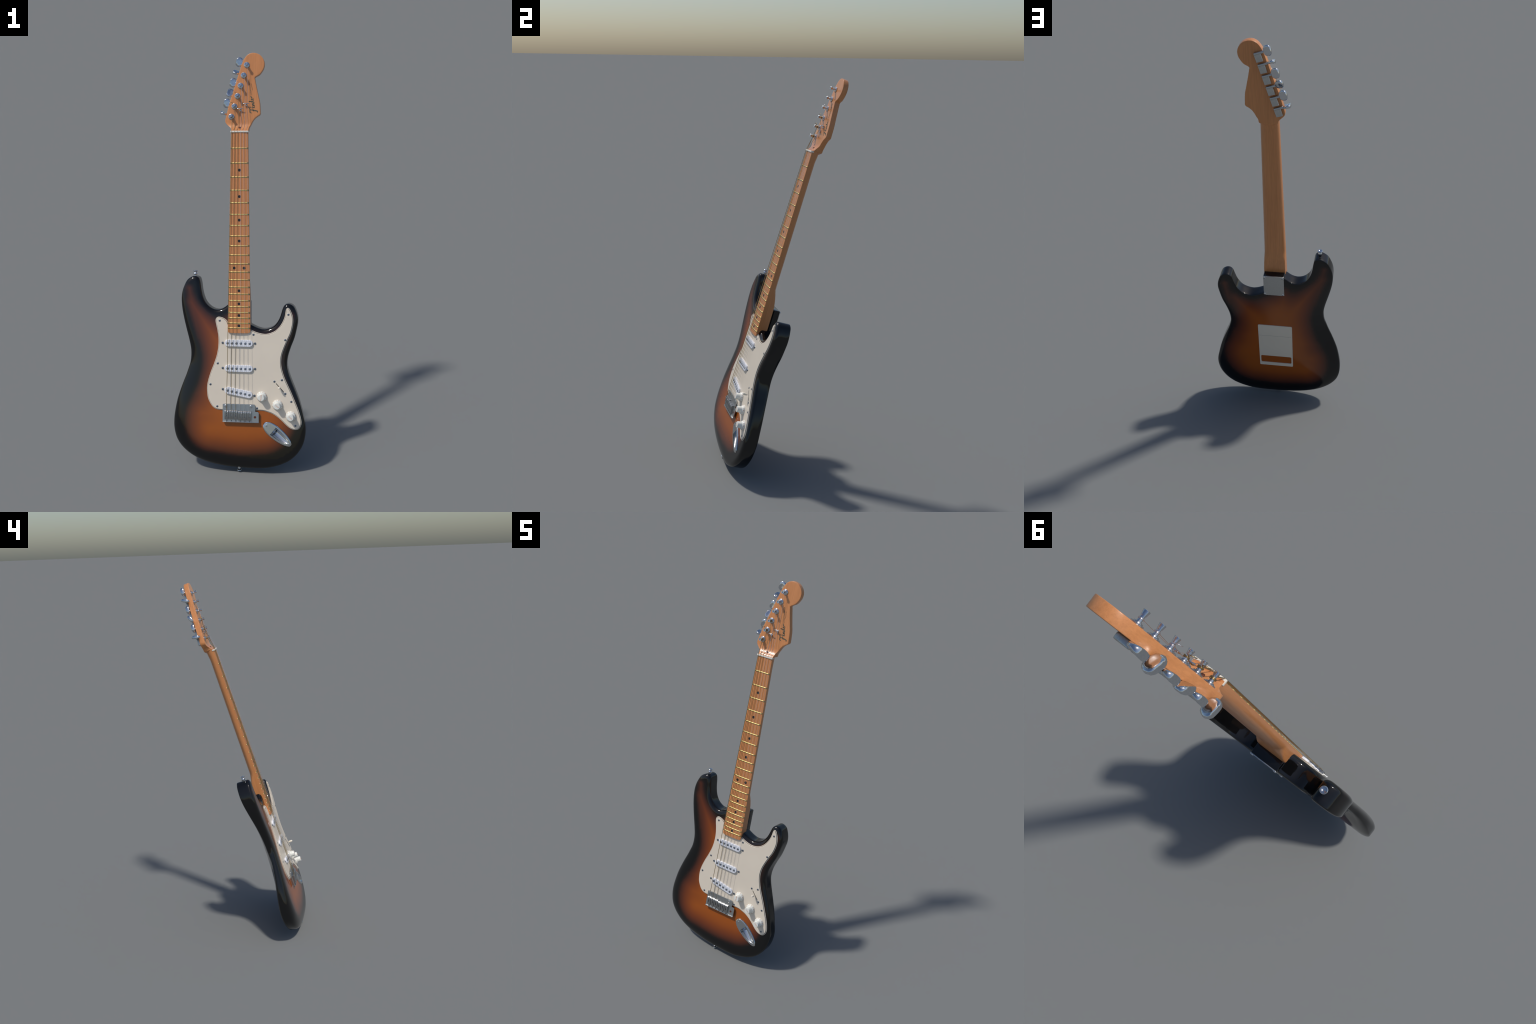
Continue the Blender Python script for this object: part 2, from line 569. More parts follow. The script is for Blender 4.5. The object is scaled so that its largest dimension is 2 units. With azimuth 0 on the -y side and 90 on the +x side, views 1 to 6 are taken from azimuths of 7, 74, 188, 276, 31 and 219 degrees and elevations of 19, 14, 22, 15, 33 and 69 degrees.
def neck_section(y, hw, flatness, zback, n_top=9, n_back=21):
    """Fretboard arch on top, D-shaped back; flatness squares the back towards the heel."""
    pts = []
    zt = board_z(NECK_X + hw, y)
    for i in range(n_top):
        x = -hw + 2 * hw * i / (n_top - 1)
        e = 0.0009 * (abs(x) / hw) ** 12
        pts.append(Vector((NECK_X + x, y, board_z(NECK_X + x, y) - e)))
    p = 2.35 + flatness * 14
    zs = zt - 0.006 - 0.004 * (1 - flatness)
    d = zs - zback
    for i in range(n_back):
        a = math.pi * i / (n_back - 1)
        c, s = math.cos(a), math.sin(a)
        x = hw * math.copysign(abs(c) ** (2 / p), c)
        z = zs - d * abs(s) ** (2 / p)
        pts.append(Vector((NECK_X + x, y, z)))
    return pts

secs = []
rc = 0.011
for k in range(6):                                   # rounded corners of the end
    a = math.pi / 2 * k / 5
    y = END_Y + rc * (1 - math.sin(a)) if k else END_Y + rc
for k in range(7):
    a = math.pi / 2 * k / 6
    y = END_Y + rc * (1 - math.cos(a))
    secs.append(neck_section(y, half_width(y) - rc * (1 - math.sin(a)), 1.0, 0.2790))
for i in range(1, 73):
    y = END_Y + rc + (1.6165 - END_Y - rc) * i / 72
    fl = smoothstep(.885, .775, y)
    zb = 0.2908 + 0.0022 * smoothstep(.9, 1.55, y) + (0.2790 - 0.2908) * smoothstep(.88, .77, y)
    zb += -0.0060 * smoothstep(1.55, 1.6165, y)
    secs.append(neck_section(y, half_width(y), fl, zb))
neck = add("neck", loft("neck", secs), "maple", angle=50)

# headstock
HEAD = [(.0452, 1.6240), (.0468, 1.6330), (.0550, 1.6483), (.0640, 1.6654), (.0735, 1.6780), (.0861, 1.6885), (.0985, 1.6965),
        (.1015, 1.7030), (.1012, 1.7130), (.0982, 1.7557), (.0908, 1.7900), (.0802, 1.8379), (.0742, 1.8687), (.0728, 1.8765),
        (.0783, 1.8823), (.0956, 1.8922), (.1093, 1.9090), (.1179, 1.9259), (.1205, 1.9463), (.1165, 1.9633), (.1056, 1.9798),
        (.0917, 1.9910), (.0709, 1.9975), (.0536, 1.9965), (.0363, 1.9880), (.0225, 1.9718), (.0118, 1.9515), (-.0020, 1.9108),
        (-.0192, 1.8564), (-.0365, 1.8019), (-.0538, 1.7472), (-.0676, 1.6924), (-.0728, 1.6690), (-.0708, 1.6580),
        (-.0566, 1.6424), (-.0450, 1.6320), (-.0415, 1.6240), (-.0400, 1.6170), (-.0300, 1.6120), (-.0140, 1.6070), (.0020, 1.6030), (.0180, 1.6070), (.0340, 1.6120), (.0440, 1.6170)]
head_poly = resample(spline(HEAD, per=8), 300)

def head_front(x, y):
    t = min(max((1.658 - y) / .040, 0.0), 1.05)
    return 0.309 + 0.0215 * t ** 1.9

def head_back(x, y):
    return 0.2815 + 0.003 * smoothstep(1.625, 1.603, y)

head = add("headstock", slab("headstock", head_poly, head_front, head_back, .0014, .0014, .0016, .0016, steps=3, grid=0.006, mid=1),
           "maple", angle=60)

# truss rod plug
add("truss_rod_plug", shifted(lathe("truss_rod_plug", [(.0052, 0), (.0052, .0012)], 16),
    Vector((0, 0, 0)), Matrix.Rotation(-math.atan((head_front(0, 1.6275) - head_front(0, 1.6375)) / .01), 4, "X")), "rod_hole", parent=head, loc=(.0010, 1.6325, head_front(0, 1.6325) + .0002))

# nut
nut = add("nut", box("nut", NECK_X - .0445, NECK_X + .0445, 1.6075, 1.6155, .326, .3412, .0014), "bone", angle=40)

# frets on the equal-tempered rule
SCALE, FRET0 = 1.3700, 1.6075
frets = []
for i in range(1, 22):
    y = FRET0 - SCALE * (1 - 2 ** (-i / 12))
    hw = half_width(y) - 0.0004
    path = []
    for k in range(11):
        x = NECK_X - hw + 2 * hw * k / 10
        path.append((x, y, board_z(x, y) - (.0026 if k in (0, 10) else .0022)))
    add("fret", tube("fret", path, .0040, 12), "brass", parent=neck)
    frets.append(y)
dot_mesh = lathe("fret_marker", [(.0069, -.001), (.0069, .0006)], 20)
first = None
def fret_y(i):
    return FRET0 - SCALE * (1 - 2 ** (-i / 12))
for i in (3, 5, 7, 9, 12, 15, 17, 19, 21):
    y = (fret_y(i) + fret_y(i - 1)) / 2
    for dx in ((-.0245, .0245) if i == 12 else (0,)):
        x = NECK_X + dx
        at = (x, y, board_z(x, y))
        if first is None:
            first = add("fret_marker", dot_mesh, "dot", parent=neck, loc=at, angle=40)
        else:
            again("fret_marker", first, parent=neck, loc=at)

# ------------------------------------------------------------------ slotted screws
def screw_mesh(name, r, h):
    """Domed head with a dark cross recess."""
    dome = lathe(name, [(r, 0), (r, h * .35), (r * .82, h * .8), (r * .45, h), (r * .05, h * 1.02)], 16)
    dome.materials.append(M["steel"]); dome.materials.append(M["dark"])
    bm = bmesh.new(); bm.from_mesh(dome)
    for a in (0, 90):
        t = bmesh.ops.create_cube(bm, size=1)
        m = Matrix.Rotation(math.radians(a + 20), 4, "Z")
        for v in t["verts"]:
            v.co = m @ Vector((v.co.x * r * 1.1, v.co.y * r * .22, h * .90 + v.co.z * h * .34))
            for f in v.link_faces:
                f.material_index = 1
    bm.to_mesh(dome); bm.free()
    return dome

# ------------------------------------------------------------------ pickguard, three plies
GUARD = [(-.0590, .6800), (-.0734, .6913), (-.0888, .6969), (-.1017, .6984), (-.1119, .6932), (-.1165, .6829), (-.1144, .6638),
         (-.1080, .6359), (-.1030, .6054), (-.1014, .5815), (-.1026, .5492), (-.1090, .5107), (-.1218, .4695),
         (-.1397, .4229), (-.1526, .3815), (-.1584, .3506), (-.1584, .3197), (-.1537, .2890), (-.1420, .2636), (-.1291, .2460),
         (-.1136, .2362), (-.0981, .2323), (-.0813, .2318), (.0300, .2325), (.0845, .2336), (.0998, .2340), (.1228, .2335), (.1457, .2278),
         (.1712, .2184), (.1967, .2026), (.2196, .1829), (.2400, .1631), (.2603, .1485), (.2831, .1421), (.3007, .1473),
         (.3120, .1643), (.3144, .1796), (.3104, .2049), (.2976, .2452), (.2822, .2829), (.2617, .3306), (.2464, .3632),
         (.2330, .3920), (.2215, .4230), (.2143, .4507), (.2116, .4786), (.2152, .5116), (.2276, .5499), (.2438, .5882), (.2587, .6213),
         (.2673, .6543), (.2702, .6821), (.2670, .7098), (.2593, .7298), (.2517, .7435), (.2429, .7484), (.2353, .7420),
         (.2317, .7243), (.2280, .7040), (.2181, .6786), (.2018, .6531), (.1817, .6337), (.1590, .6219), (.1337, .6168),
         (.1083, .6196), (.0829, .6267), (.0620, .6360), (.0540, .6370), (.0300, .6370), (-.0300, .6400), (-.0500, .6600)]
guard_poly = resample(spline(GUARD, per=6), 380)
gin = inward(guard_poly, 2)
def inset(poly, nrm, d):
    return [p + n * d for p, n in zip(poly, nrm)]
guard = add("pickguard", slab("pickguard", inset(guard_poly, gin, .0042), flat(.3272), flat(.3240), .0012, .0012, .0002, .0002, steps=3, mid=0), "cream", angle=50)
add("pickguard_black_ply", slab("pickguard_black_ply", inset(guard_poly, gin, .0026), flat(.3246), flat(.3232), .0006, .0006, .0002, .0002, steps=1, mid=0), "ply", parent=guard, angle=30)
add("pickguard_lower_ply", slab("pickguard_lower_ply", guard_poly, flat(.3236), flat(.3195), .0010, .0008, .0002, .0002, steps=2, mid=0), "cream", parent=guard, angle=50)

GS = [(-.0951, .6795), (.0741, .6125), (.2466, .7150), (.2316, .5890), (-.1044, .4660), (-.1410, .3598), (-.1067, .2500),
      (.2163, .3897), (.2634, .2830), (.2843, .1640), (.0932, .2455)]
gsm = screw_mesh("pickguard_screw", .0058, .0012)
scr = None
for i, (x, y) in enumerate(GS):
    if scr is None:
        scr = add("pickguard_screw", gsm, None, parent=guard, loc=(x, y, .3271), angle=35)
    else:
        again("pickguard_screw", scr, parent=guard, loc=(x, y, .3271), rot=(0, 0, random.uniform(0, 3)))

# ------------------------------------------------------------------ pickups
def capsule(hx, r, seg=10):
    out = []
    for s in range(seg + 1):
        a = -math.pi / 2 + math.pi * s / seg
        out.append(Vector((hx - r + r * math.cos(a), r * math.sin(a))))
    for s in range(seg + 1):
        a = math.pi / 2 + math.pi * s / seg
        out.append(Vector((-hx + r + r * math.cos(a), r * math.sin(a))))
    return out

cover_mesh = slab("pickup", capsule(.0705, .0172), flat(.0090), flat(-.002), .0022, .0022, .0003, .0003, steps=4, mid=0)
pole_mesh = lathe("pole_piece", [(.0064, 0), (.0064, .0010), (.0056, .0015)], 18)
pscrew = screw_mesh("pickup_screw", .0062, .0034)
pu0 = pole0 = ps0 = None
for (cx, cy, ang) in ((.0010, .5692, -.2), (.0015, .4430, -.4), (.0008, .3228, -10.4)):
    a = math.radians(ang)
    at = Vector((cx, cy, .3270))
    if pu0 is None:
        pu = pu0 = add("pickup", cover_mesh, "cover", loc=at, angle=50)
    else:
        pu = again("pickup", pu0, loc=at)
    pu.rotation_euler = (0, 0, a)
    for k in range(6):
        here = (-.0552 + .0221 * k, 0, .0088)
        if pole0 is None:
            pole0 = add("pole_piece", pole_mesh, "pole", angle=40)
            q = pole0
        else:
            q = pole0.copy(); q.name = "pole_piece"; bpy.context.collection.objects.link(q)
        q.parent = pu
        q.location = here
    for sx in (-1, 1):
        if ps0 is None:
            ps0 = add("pickup_screw", pscrew, None, angle=35)
            q = ps0
        else:
            q = ps0.copy(); q.name = "pickup_screw"; bpy.context.collection.objects.link(q)
        q.parent = pu
        q.location = (.0808 * sx, 0, 0)
        q.rotation_euler = (0, 0, random.uniform(0, 3))

# ------------------------------------------------------------------ lettering helper
def text_mesh(word, size, align="CENTER", extrude=.0002):
    cu = bpy.data.curves.new("lettering", "FONT")
    cu.body = word
    cu.size = size
    cu.align_x = align
    cu.align_y = "CENTER"
    cu.extrude = extrude
    cu.resolution_u = 3
    ob = bpy.data.objects.new("lettering", cu)
    bpy.context.collection.objects.link(ob)
    dg = bpy.context.evaluated_depsgraph_get()
    me = bpy.data.meshes.new_from_object(ob.evaluated_get(dg))
    bpy.data.objects.remove(ob)
    bpy.data.curves.remove(cu)
    me.materials.clear()
    return me

# ------------------------------------------------------------------ control knobs
knob_prof = [(.0258, 0), (.0264, .0010), (.0262, .0026), (.0218, .0104), (.0206, .0116), (.0182, .0120), (.0172, .0130), (.0154, .0338), (.0146, .0352), (.0116, .0354)]
knob_mesh = lathe("control_knob", knob_prof, 48)
k0 = None
for (x, y, word, turn) in ((.1164, .3050, "VOLUME", 82), (.1950, .2655, "TONE", -35), (.2616, .2106, "TONE", -38)):
    at = (x, y, .3272)
    if k0 is None:
        kn = k0 = add("control_knob", knob_mesh, "knob", loc=at, angle=35)
    else:
        kn = again("control_knob", k0, loc=at)
    parts = [shifted(text_mesh(word, .0078), Vector((0, 0, .0356)), Matrix.Rotation(math.radians(turn), 4, "Z"))]
    for d in range(1, 11):
        a = math.radians(225 - 30 * (d - 1))
        me = text_mesh(str(d), .0078)
        m = Matrix.Rotation(a - math.pi / 2, 4, "Z") @ Matrix.Translation((0, .0242, .0069)) @ Matrix.Rotation(math.radians(-58), 4, "X")
        me.transform(m)
        parts.append(me)
    add("knob_numerals", join("knob_numerals", parts), "knob_ink", parent=kn, loc=at, smooth=False)

# ------------------------------------------------------------------ selector switch
S1, S2 = Vector((.1792, .3814)), Vector((.2335, .3217))
mid = (S1 + S2) / 2
sd = (S2 - S1).normalized()
sang = math.atan2(sd.y, sd.x)
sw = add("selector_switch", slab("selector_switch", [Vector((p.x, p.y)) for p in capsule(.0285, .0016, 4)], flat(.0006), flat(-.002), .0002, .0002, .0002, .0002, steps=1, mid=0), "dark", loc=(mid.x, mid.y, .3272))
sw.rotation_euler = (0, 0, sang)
lever = add("switch_lever", join("switch_lever", [lathe("lv", [(.0018, -.004), (.0018, .012)], 12)]), "chrome", loc=(.2063, .3520, .3272), angle=40)
lever.parent = root
tip = add("switch_tip", lathe("switch_tip", [(.0044, .010), (.0054, .012), (.0060, .023), (.0058, .028), (.0042, .0315), (.0012, .0326)], 16), "tip", parent=lever, loc=(.2063, .3520, .3272), angle=40)
lever.rotation_euler = (math.radians(-6), math.radians(-3), 0)
for s in (S1, S2):
    again("switch_screw", scr, loc=(s.x, s.y, .3272), rot=(0, 0, random.uniform(0, 3)))

# ------------------------------------------------------------------ bridge
plate_outline = []
for c in ([(-.0780, .1750), (.1035, .1750)], ):
    pass
def corner(cx, cy, r, a0, a1, seg=5):
    return [Vector((cx + r * math.cos(math.radians(a0 + (a1 - a0) * s / seg)), cy + r * math.sin(math.radians(a0 + (a1 - a0) * s / seg)))) for s in range(seg + 1)]
P = [Vector((-.0785, .1760)), Vector((.1030, .1760))]
P += corner(.0945, .2205, .0085, 0, 90)
P += [Vector((.0850, .2292))]
P += corner(.0760, .2570, .0085, 0, 90)
P += corner(-.0740, .2610, .0045, 90, 180, 3)
bridge = add("bridge", slab("bridge", P, flat(.3345), flat(.3290), .0008, .0008, .0005, .0005, steps=2, mid=0, k=1), "satin", angle=35)
add("bridge_lip", box("bridge_lip", -.0785, .1030, .1742, .1787, .3292, .3395, .0012), "satin", parent=bridge, angle=40)
add("bridge_block", box("bridge_block", -.070, .070, .182, .258, .3150, .3291), "satin", parent=bridge, smooth=False)
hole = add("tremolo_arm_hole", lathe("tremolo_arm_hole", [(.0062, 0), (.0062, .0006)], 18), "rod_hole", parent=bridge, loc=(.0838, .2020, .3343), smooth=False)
bscrew = lathe("bridge_screw", [(.0078, 0), (.0078, .0008), (.0070, .0014), (.0006, .0017)], 18)
b0 = None
for k in range(6):
    at = (-.0625 + .1265 * k / 5, .2545, .3344)
    if k in (0, 5):
        if b0 is None:
            b0 = add("bridge_screw", bscrew, "satin", parent=bridge, loc=at, angle=40)
        else:
            again("bridge_screw", b0, parent=bridge, loc=at)

def saddle_mesh():
    """Bent steel saddle: high rounded front, sloping back, string slot in the middle."""
    prof = [(.0465, .0000), (.0465, .0075), (.0455, .0094), (.0430, .0106), (.0400, .0108), (.0200, .0086), (.0010, .0068), (.0, .0058), (.0, .0000)]
    w, s0, s1, slot = .0218, .0170, .0330, .0044
    bm = bmesh.new()
    def zat(y):
        best = 0
        for (y0, z0), (y1, z1) in zip(prof, prof[1:]):
            if y1 <= y <= y0 and y0 > y1:
                best = max(best, z0 + (z1 - z0) * (y - y0) / (y1 - y0))
        return best
    def block(x0, x1, pr):
        a = [bm.verts.new((x0, y, z)) for y, z in pr]
        b = [bm.verts.new((x1, y, z)) for y, z in pr]
        n = len(pr)
        for i in range(n):
            j = (i + 1) % n
            bm.faces.new((a[i], a[j], b[j], b[i]))
        bm.faces.new(a[::-1]); bm.faces.new(b)
    g = .0009
    block(-w / 2 + g, -slot / 2, prof)
    block(slot / 2, w / 2 - g, prof)
    front = [(y, z) for y, z in prof if y >= s1] + [(s1, zat(s1)), (s1, 0)]
    rear = [(s0, 0), (s0, zat(s0))] + [(y, z) for y, z in prof if y < s0]
    block(-slot / 2, slot / 2, front)
    block(-slot / 2, slot / 2, rear)
    return bm_mesh(bm, "saddle")

STRING_X = [-.0574 + .0227 * k for k in range(6)]
sm = saddle_mesh()
hs = lathe("saddle_screw", [(.0020, 0), (.0020, .0030), (.0012, .0036)], 10)
ii = lathe("intonation_screw", [(.0016, -.006), (.0016, .012)], 8, axis="Y")
sd0 = h0 = i0 = None
for k in range(6):
    y0 = .1880 if k < 3 else .1848
    at = (STRING_X[k], y0, .3346)
    if sd0 is None:
        sa = sd0 = add("saddle", sm, "saddle", parent=bridge, loc=at, angle=40)
    else:
        sa = again("saddle", sd0, parent=bridge, loc=at)
    for dx in (-.0066, .0066):
        h_at = (at[0] + dx, y0 + .0385, .3442)
        if h0 is None:
            h0 = add("saddle_screw", hs, "chrome", parent=sa, loc=h_at, angle=40)
        else:
            again("saddle_screw", h0, parent=sa, loc=h_at)
    i_at = (at[0], y0 - .004, .3380)
    if i0 is None:
        i0 = add("intonation_screw", ii, "steel", parent=sa, loc=i_at)
    else:
        again("intonation_screw", i0, parent=sa, loc=i_at)

# ------------------------------------------------------------------ jack plate (boat-shaped dish)
def jack_mesh():
    bm = bmesh.new()
    us = [-math.cos(math.pi * i / 44) for i in range(45)]
    us = sorted([u for u in us if abs(u - SCOOP0) > .02] + [SCOOP0 - .004, SCOOP0 + .004])
    side, mid_n = 8, 20
    nv = 2 * side + mid_n
    rows = []
    for u in us:
        hw = max(jack_half(u), .0004)
        inside = SCOOP0 < u < SCOOP1
        wide = min(scoop(u)[1] if u < SCOOP1 else .0002, hw * .92)
        row = []
        for j in range(nv + 1):
            if j <= side:
                y = -hw + (hw - wide) * (1 - math.cos(math.pi / 2 * j / side))
            elif j >= nv - side:
                y = hw - (hw - wide) * (1 - math.cos(math.pi / 2 * (nv - j) / side))
            else:
                y = -wide * math.cos(math.pi * (j - side) / mid_n)
            z = .0058 - .0056 * max(abs(y / hw) ** 18, abs(u) ** 24)
            if inside:
                z -= scoop(u)[0] * math.sqrt(max(0, 1 - (y / wide) ** 2))
            row.append(bm.verts.new((u * jl, y, z)))
        rows.append(row)
    for a, b in zip(rows, rows[1:]):
        for j in range(nv):
            bm.faces.new((a[j], b[j], b[j + 1], a[j + 1]))
    return bm_mesh(bm, "jack_plate")
jack = add("jack_plate", jack_mesh(), "jack", loc=(jc.x, jc.y, Z_FRONT + .0002), angle=38)
jack.rotation_euler = (0, 0, jang)
sk = add("jack_socket", lathe("jack_socket", [(.0070, 0), (.0070, .004), (.0048, .0045), (.0045, -.001)], 18, axis="X"), "steel", loc=(0, 0, 0), angle=40)
sk.parent = jack
sk.location = (-.0175, 0, -.0085)
jr = Matrix.Rotation(jang, 2)
for u in (-.80, .845):
    q = again("jack_screw", b0, loc=(0, 0, 0), rot=(0, 0, .4))
    q.scale = (.68, .68, .68)
    q.parent = jack
    q.location = (u * jl, 0, .0052)

# ------------------------------------------------------------------ tuning machines
T0, T5 = Vector((-.0425, 1.6878)), Vector((.0332, 1.9392))
tdir = (T5 - T0).normalized()
post_mesh = lathe("string_post", [(.0060, 0), (.0056, .0070), (.0050, .0125), (.0048, .0165), (.0052, .0185), (.0072, .0285), (.0074, .0296), (.0066, .0304), (.0034, .0302), (.0030, .0250)], 24)
bush_mesh = lathe("bushing", [(.0140, 0), (.0144, .0012), (.0144, .0030), (.0128, .0042), (.0100, .0046), (.0096, .0062), (.0086, .0068), (.0058, .0068)], 12)
case_mesh = join("tuner_casing", [
    box("a", -.0155, .0145, -.0310, .0060, -.0130, .0005, .0022),
    box("b", -.0158, .0290, .0030, .0125, -.0148, .0005, .0036, 3)])
def button_mesh():
    """Kidney-shaped key: flares out from the shaft, dished faces, thick rounded end."""
    prof = [(0.000, .0120, .0066), (.0020, .0180, .0072), (.0070, .0225, .0074), (.0140, .0250, .0078),
            (.0210, .0250, .0086), (.0270, .0222, .0096), (.0305, .0180, .0092), (.0325, .0110, .0062)]
    secs = []
    seg = 16
    for u, w, t in prof:
        ring = []
        for i in range(seg):
            a = 2 * math.pi * (i + .5) / seg
            c, s = math.cos(a), math.sin(a)
            x = w * math.copysign(abs(c) ** .7, c)
            dish = 1 - .36 * (1 - abs(c)) * smoothstep(.030, .020, u)
            z = t * math.copysign(abs(s) ** .7, s) * dish
            ring.append(Vector((u, x * .95, z)))
        secs.append(ring)
    return loft("tuning_key", secs)
key_mesh = button_mesh()
shaft_mesh = lathe("key_shaft", [(.0030, 0), (.0030, .0080)], 12, axis="X")
TURN = [-80, 4, -26, 2, -66, 4]
posts = []
tm0 = None
phi = math.atan2(tdir.y, tdir.x) - math.pi / 2      # rotation of the row
for k in range(6):
    p = T0.lerp(T5, k / 5)
    posts.append(p)
    at = (p.x, p.y, .2815)
    if tm0 is None:
        case = add("tuning_machine", case_mesh, "satin", loc=at, angle=40)
        tm0 = dict(case=case)
    else:
        case = again("tuning_machine", tm0["case"], loc=at)
    # local frame of the machine: +x points out to the keys
    case.rotation_euler = (0, 0, phi)
    case.scale = (-1, 1, 1)
    def child(kind, mesh, mat, loc, rot=(0, 0, 0)):
        if kind not in tm0:
            q = add(kind, mesh, mat, angle=40)
            tm0[kind] = q
        else:
            q = tm0[kind].copy(); q.name = kind; bpy.context.collection.objects.link(q)
        q.parent = case
        q.location = loc
        q.rotation_euler = rot
    child("bushing", bush_mesh, "chrome", (0, 0, .0272))
    child("string_post", post_mesh, "chrome", (0, 0, .0280))
    child("key_shaft", shaft_mesh, "chrome", (.0280, .0078, -.0068))
    child("tuning_key", key_mesh, "chrome", (.0292, .0078, -.0068), (math.radians(TURN[k]), 0, 0))

# ------------------------------------------------------------------ string trees
tree_wing = tube("w", [(-.0130, 0, .0118), (-.0110, 0, .0128), (0, 0, .0122), (.0110, 0, .0128), (.0130, 0, .0118)], .0022, 8)
tree_mesh = join("string_tree", [tree_wing, shifted(lathe("p", [(.0050, 0), (.0056, .0030), (.0048, .0056), (.0026, .0070), (.0006, .0074)], 14), Vector((0, -.0080, 0))),
                                 shifted(lathe("q", [(.0026, 0), (.0026, .0120)], 10), Vector((0, 0, 0)))])
t0 = add("string_tree", tree_mesh, "chrome", loc=(.0320, 1.7500, .3090), angle=45)
again("string_tree", t0, loc=(.0025, 1.7250, .3090))

# ------------------------------------------------------------------ strings
RAD = [.00140, .00115, .00095, .00072, .00060, .00050]
NUT_X = [-.0352 + .0148 * k for k in range(6)]
TREE = {2: (-.0035, 1.7250), 3: (.0085, 1.7250), 4: (.0262, 1.7500), 5: (.0378, 1.7500)}
for k in range(6):
    sx, nx = STRING_X[k], NUT_X[k]
    ys = (.2300 if k < 3 else .2268)
    path = [Vector((sx, ys - .012, .3370)), Vector((sx, ys - .005, .3432)), Vector((sx, ys + .001, .3457)), Vector((sx, ys + .004, .3459))]
    top = Vector((nx, 1.6115, .3408))
    for f in (.25, .5, .75):
        path.append(path[3].lerp(top, f))
    path.append(top)
    path.append(Vector((nx, 1.6160, .3402)))
    p = posts[k]
    side = -1 if k else -1
    rr = .0054 + RAD[k]
    if k in TREE:
        path.append(Vector((TREE[k][0], TREE[k][1] - .004, .3186)))
        path.append(Vector((TREE[k][0], TREE[k][1] + .004, .3186)))
    # wind round the post on its treble side
    zc = .3205 if k > 1 else .3225
    start = math.radians(-8)
    turns = 2.3 if k < 3 else 3.2
    for s in range(int(16 * turns)):
        a = start + 2 * math.pi * s / 16
        path.append(Vector((p.x + rr * math.cos(a), p.y + rr * math.sin(a), zc + .0035 - RAD[k] * 1.7 * s / 16)))
    if k in (1, 2, 3):                                  # springy loose end
        last = path[-1]
        for s in range(1, 13):
            a = math.radians(-60 + 22 * s)
            path.append(Vector((p.x - .0125 + .0085 * math.cos(a), p.y + .0085 + .0085 * math.sin(a), zc + .004 + .0006 * s)))
    add("string", tube("string", path, RAD[k], 8), "wound" if k < 3 else "plain_string")

# ------------------------------------------------------------------ back of the body
npl = add("neck_plate", slab("neck_plate", round_rect(-.0488, .0548, .6533, .7760, .0045), flat(.2437), flat(.2405), .0002, .0002, .0010, .0010, steps=2, mid=0), "satin", angle=40)
psm = lathe("plate_screw", [(.0066, 0), (.0066, .0014), (.0050, .0026), (.0008, .0029)], 16)
n0 = None
for x in (-.0425, .0485):
    for y in (.6615, .7680):
        if n0 is None:
            n0 = add("plate_screw", psm, "chrome", parent=npl, loc=(x, y, .2408), angle=40)
            n0.rotation_euler = (math.pi, 0, 0)
        else:
            again("plate_screw", n0, parent=npl, loc=(x, y, .2408), rot=(math.pi, 0, 0))

def cover_plate():
    """Cream back plate with a long string slot, and a shallow score line across it."""
    outer = round_rect(-.0830, .0962, .1488, .4423, .0055, 5)
    inner = round_rect(-.0755, .0888, .1692, .2195, .0075, 5)
    z0, z1 = .2434, .2402
    bm = bmesh.new()
    n = len(outer)
    vo = {z: [bm.verts.new((p.x, p.y, z)) for p in outer] for z in (z0, z1)}
    vi = {z: [bm.verts.new((p.x, p.y, z)) for p in inner] for z in (z0, z1)}
    for i in range(n):
        j = (i + 1) % n
        bm.faces.new((vo[z0][i], vo[z0][j], vo[z1][j], vo[z1][i]))
        bm.faces.new((vi[z0][i], vi[z0][j], vi[z1][j], vi[z1][i]))
        for z in (z0, z1):
            bm.faces.new((vo[z][i], vo[z][j], vi[z][j], vi[z][i]))
    return bm_mesh(bm, "tremolo_cover")
cov = add("tremolo_cover", cover_plate(), "cream", angle=30)
add("score_line", box("score_line", -.0765, .0930, .3676, .3686, .23995, .2403), "score", parent=cov, smooth=False)

# ------------------------------------------------------------------ strap buttons
strap = lathe("strap_button", [(.0085, -.003), (.0105, .0010), (.0105, .0050), (.0080, .0078), (.0068, .0110), (.0080, .0132), (.0122, .0158), (.0126, .0178), (.0112, .0194), (.0060, .0196), (.0040, .0180), (.0010, .0172)], 20, axis="Y")
felt = lathe("strap_collar", [(.0062, -.006), (.0062, .0010)], 18, axis="Y")
s0 = add("strap_button", strap, "chrome", loc=(-.2250, .9060, .2865), angle=45)
again("strap_button", s0, loc=(.0003, -.0628, .2833), rot=(math.pi, 0, 0))
add("strap_collar", felt, "chrome", parent=s0, loc=(-.2250, .9030, .2865), angle=45)

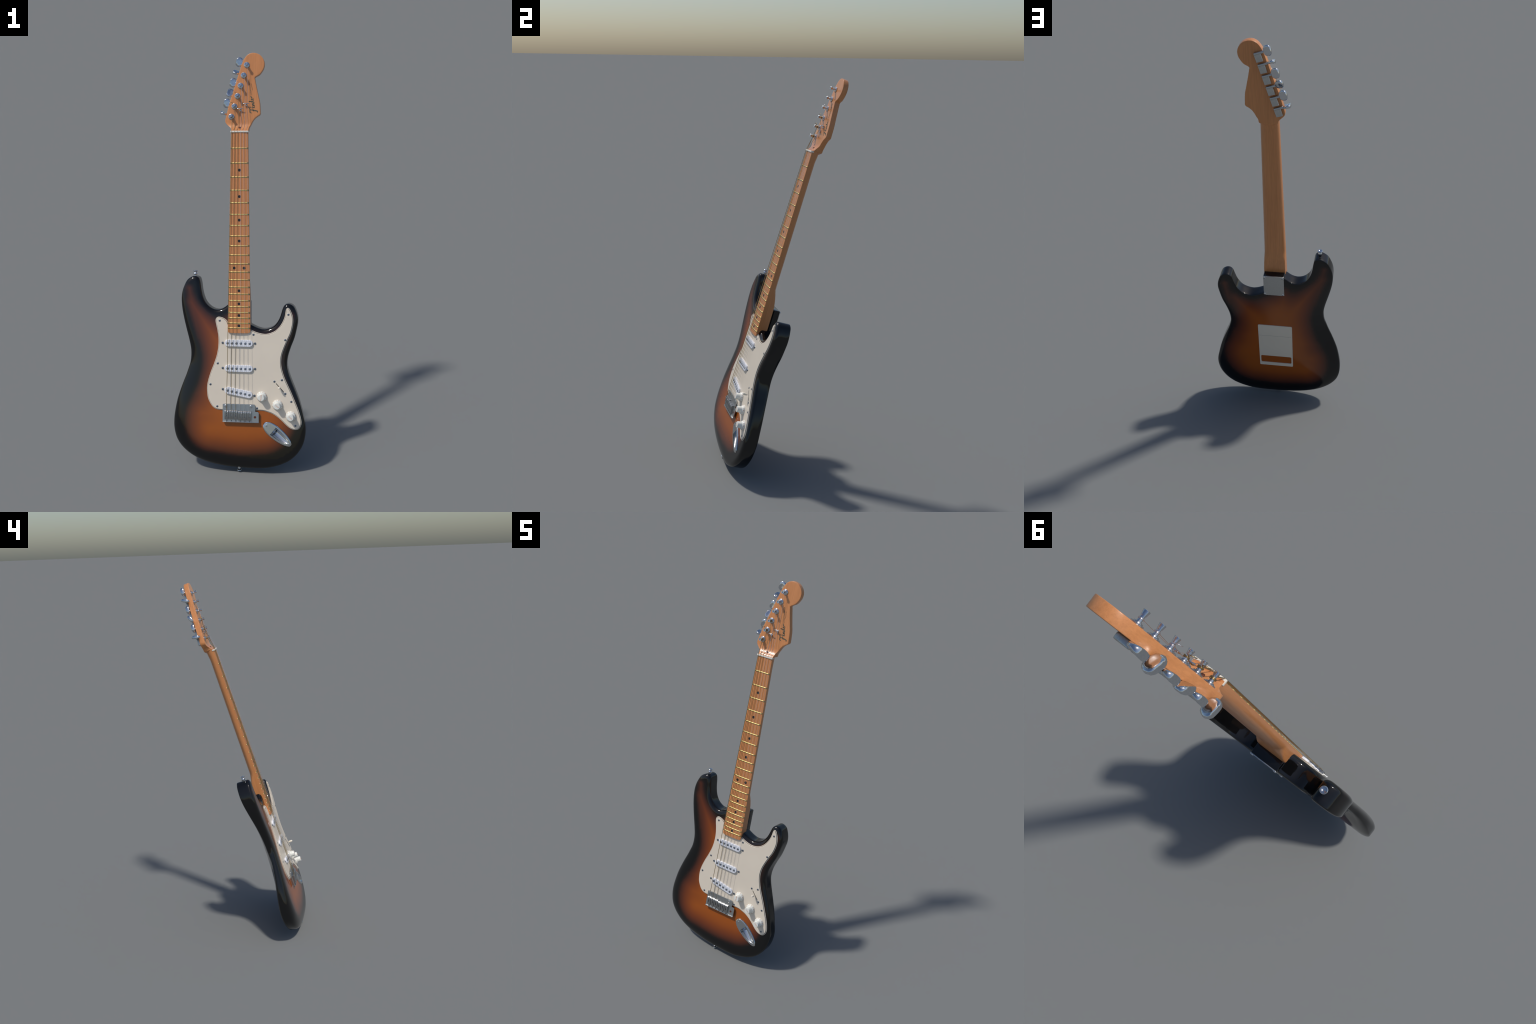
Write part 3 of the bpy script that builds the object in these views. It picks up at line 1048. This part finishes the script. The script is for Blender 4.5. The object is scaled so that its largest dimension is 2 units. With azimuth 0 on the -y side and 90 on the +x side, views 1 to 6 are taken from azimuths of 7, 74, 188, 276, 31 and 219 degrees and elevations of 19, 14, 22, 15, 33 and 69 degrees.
# ------------------------------------------------------------------ headstock lettering
adv = Vector((-.170, .985)).normalized()
up = Vector((-adv.y, adv.x))
org = Vector((.0800, 1.7090))
def ribbon(path, width, z=.3094):
    """Flat ink stroke with swelling width along a smooth path (a along the line, b up)."""
    pts = spline([Vector(q) for q in path], closed=False, per=6)
    bm = bmesh.new()
    L, R = [], []
    n = len(pts)
    for i, q in enumerate(pts):
        t = (pts[min(i + 1, n - 1)] - pts[max(i - 1, 0)]).normalized()
        nv = Vector((-t.y, t.x))
        f = i / (n - 1)
        w = 1.2 * width * (.45 + .55 * math.sin(math.pi * min(max(f, .12), .88)))
        for side, store in ((1, L), (-1, R)):
            c = q + nv * (w / 2 * side)
            wpt = org + adv * c.x + up * c.y
            store.append((bm.verts.new((wpt.x, wpt.y, z)), bm.verts.new((wpt.x, wpt.y, z - .0006))))
    for i in range(n - 1):
        bm.faces.new((L[i][0], L[i + 1][0], R[i + 1][0], R[i][0]))
        bm.faces.new((L[i][0], L[i][1], L[i + 1][1], L[i + 1][0]))
        bm.faces.new((R[i][0], R[i + 1][0], R[i + 1][1], R[i][1]))
    return bm_mesh(bm, "stroke")
STROKES = [
    # capital with a long falling stem and two crossbars
    ([(-.003, -.006), (.002, -.008), (.007, .000), (.012, .014), (.017, .026)], .0050),
    ([(-.001, .022), (.004, .029), (.012, .028), (.020, .028), (.028, .031)], .0046),
    ([(.005, .010), (.012, .012), (.021, .013)], .0040),
    # small letters, slanted and joined
    ([(.021, .004), (.027, .009), (.029, .013), (.026, .014), (.024, .008), (.026, .002), (.032, .004)], .0032),
    ([(.032, .004), (.035, .012), (.034, .002), (.038, .011), (.041, .012), (.041, .003), (.045, .004)], .0032),
    ([(.052, .012), (.047, .012), (.045, .005), (.048, .002), (.053, .010), (.058, .026), (.056, .012), (.056, .003), (.060, .004)], .0034),
    ([(.060, .004), (.065, .008), (.067, .012), (.064, .013), (.062, .007), (.064, .002), (.070, .004)], .0032),
    ([(.070, .003), (.073, .012), (.076, .010), (.080, .013), (.084, .011)], .0034)]
logo = add("script_lettering", join("script_lettering", [ribbon(p, w) for p, w in STROKES]), "ink", parent=head, smooth=False)
def line_text(word, size, a, b, track=1.0):
    me = text_mesh(word, size, "LEFT")
    w = org + adv * a + up * b
    m = Matrix(((adv.x, up.x, 0, w.x), (adv.y, up.y, 0, w.y), (0, 0, 1, .3092), (0, 0, 0, 1)))
    me.transform(m @ Matrix.Diagonal((track, 1, 1, 1)))
    return me
add("small_lettering", join("small_lettering", [line_text("STRATOCASTER", .0088, .0880, .0085, 1.18), line_text("WITH SYNCHRONIZED TREMOLO", .0030, .1080, -.0005, .75)]), "ink", parent=head, smooth=False)

bpy.context.view_layer.update()
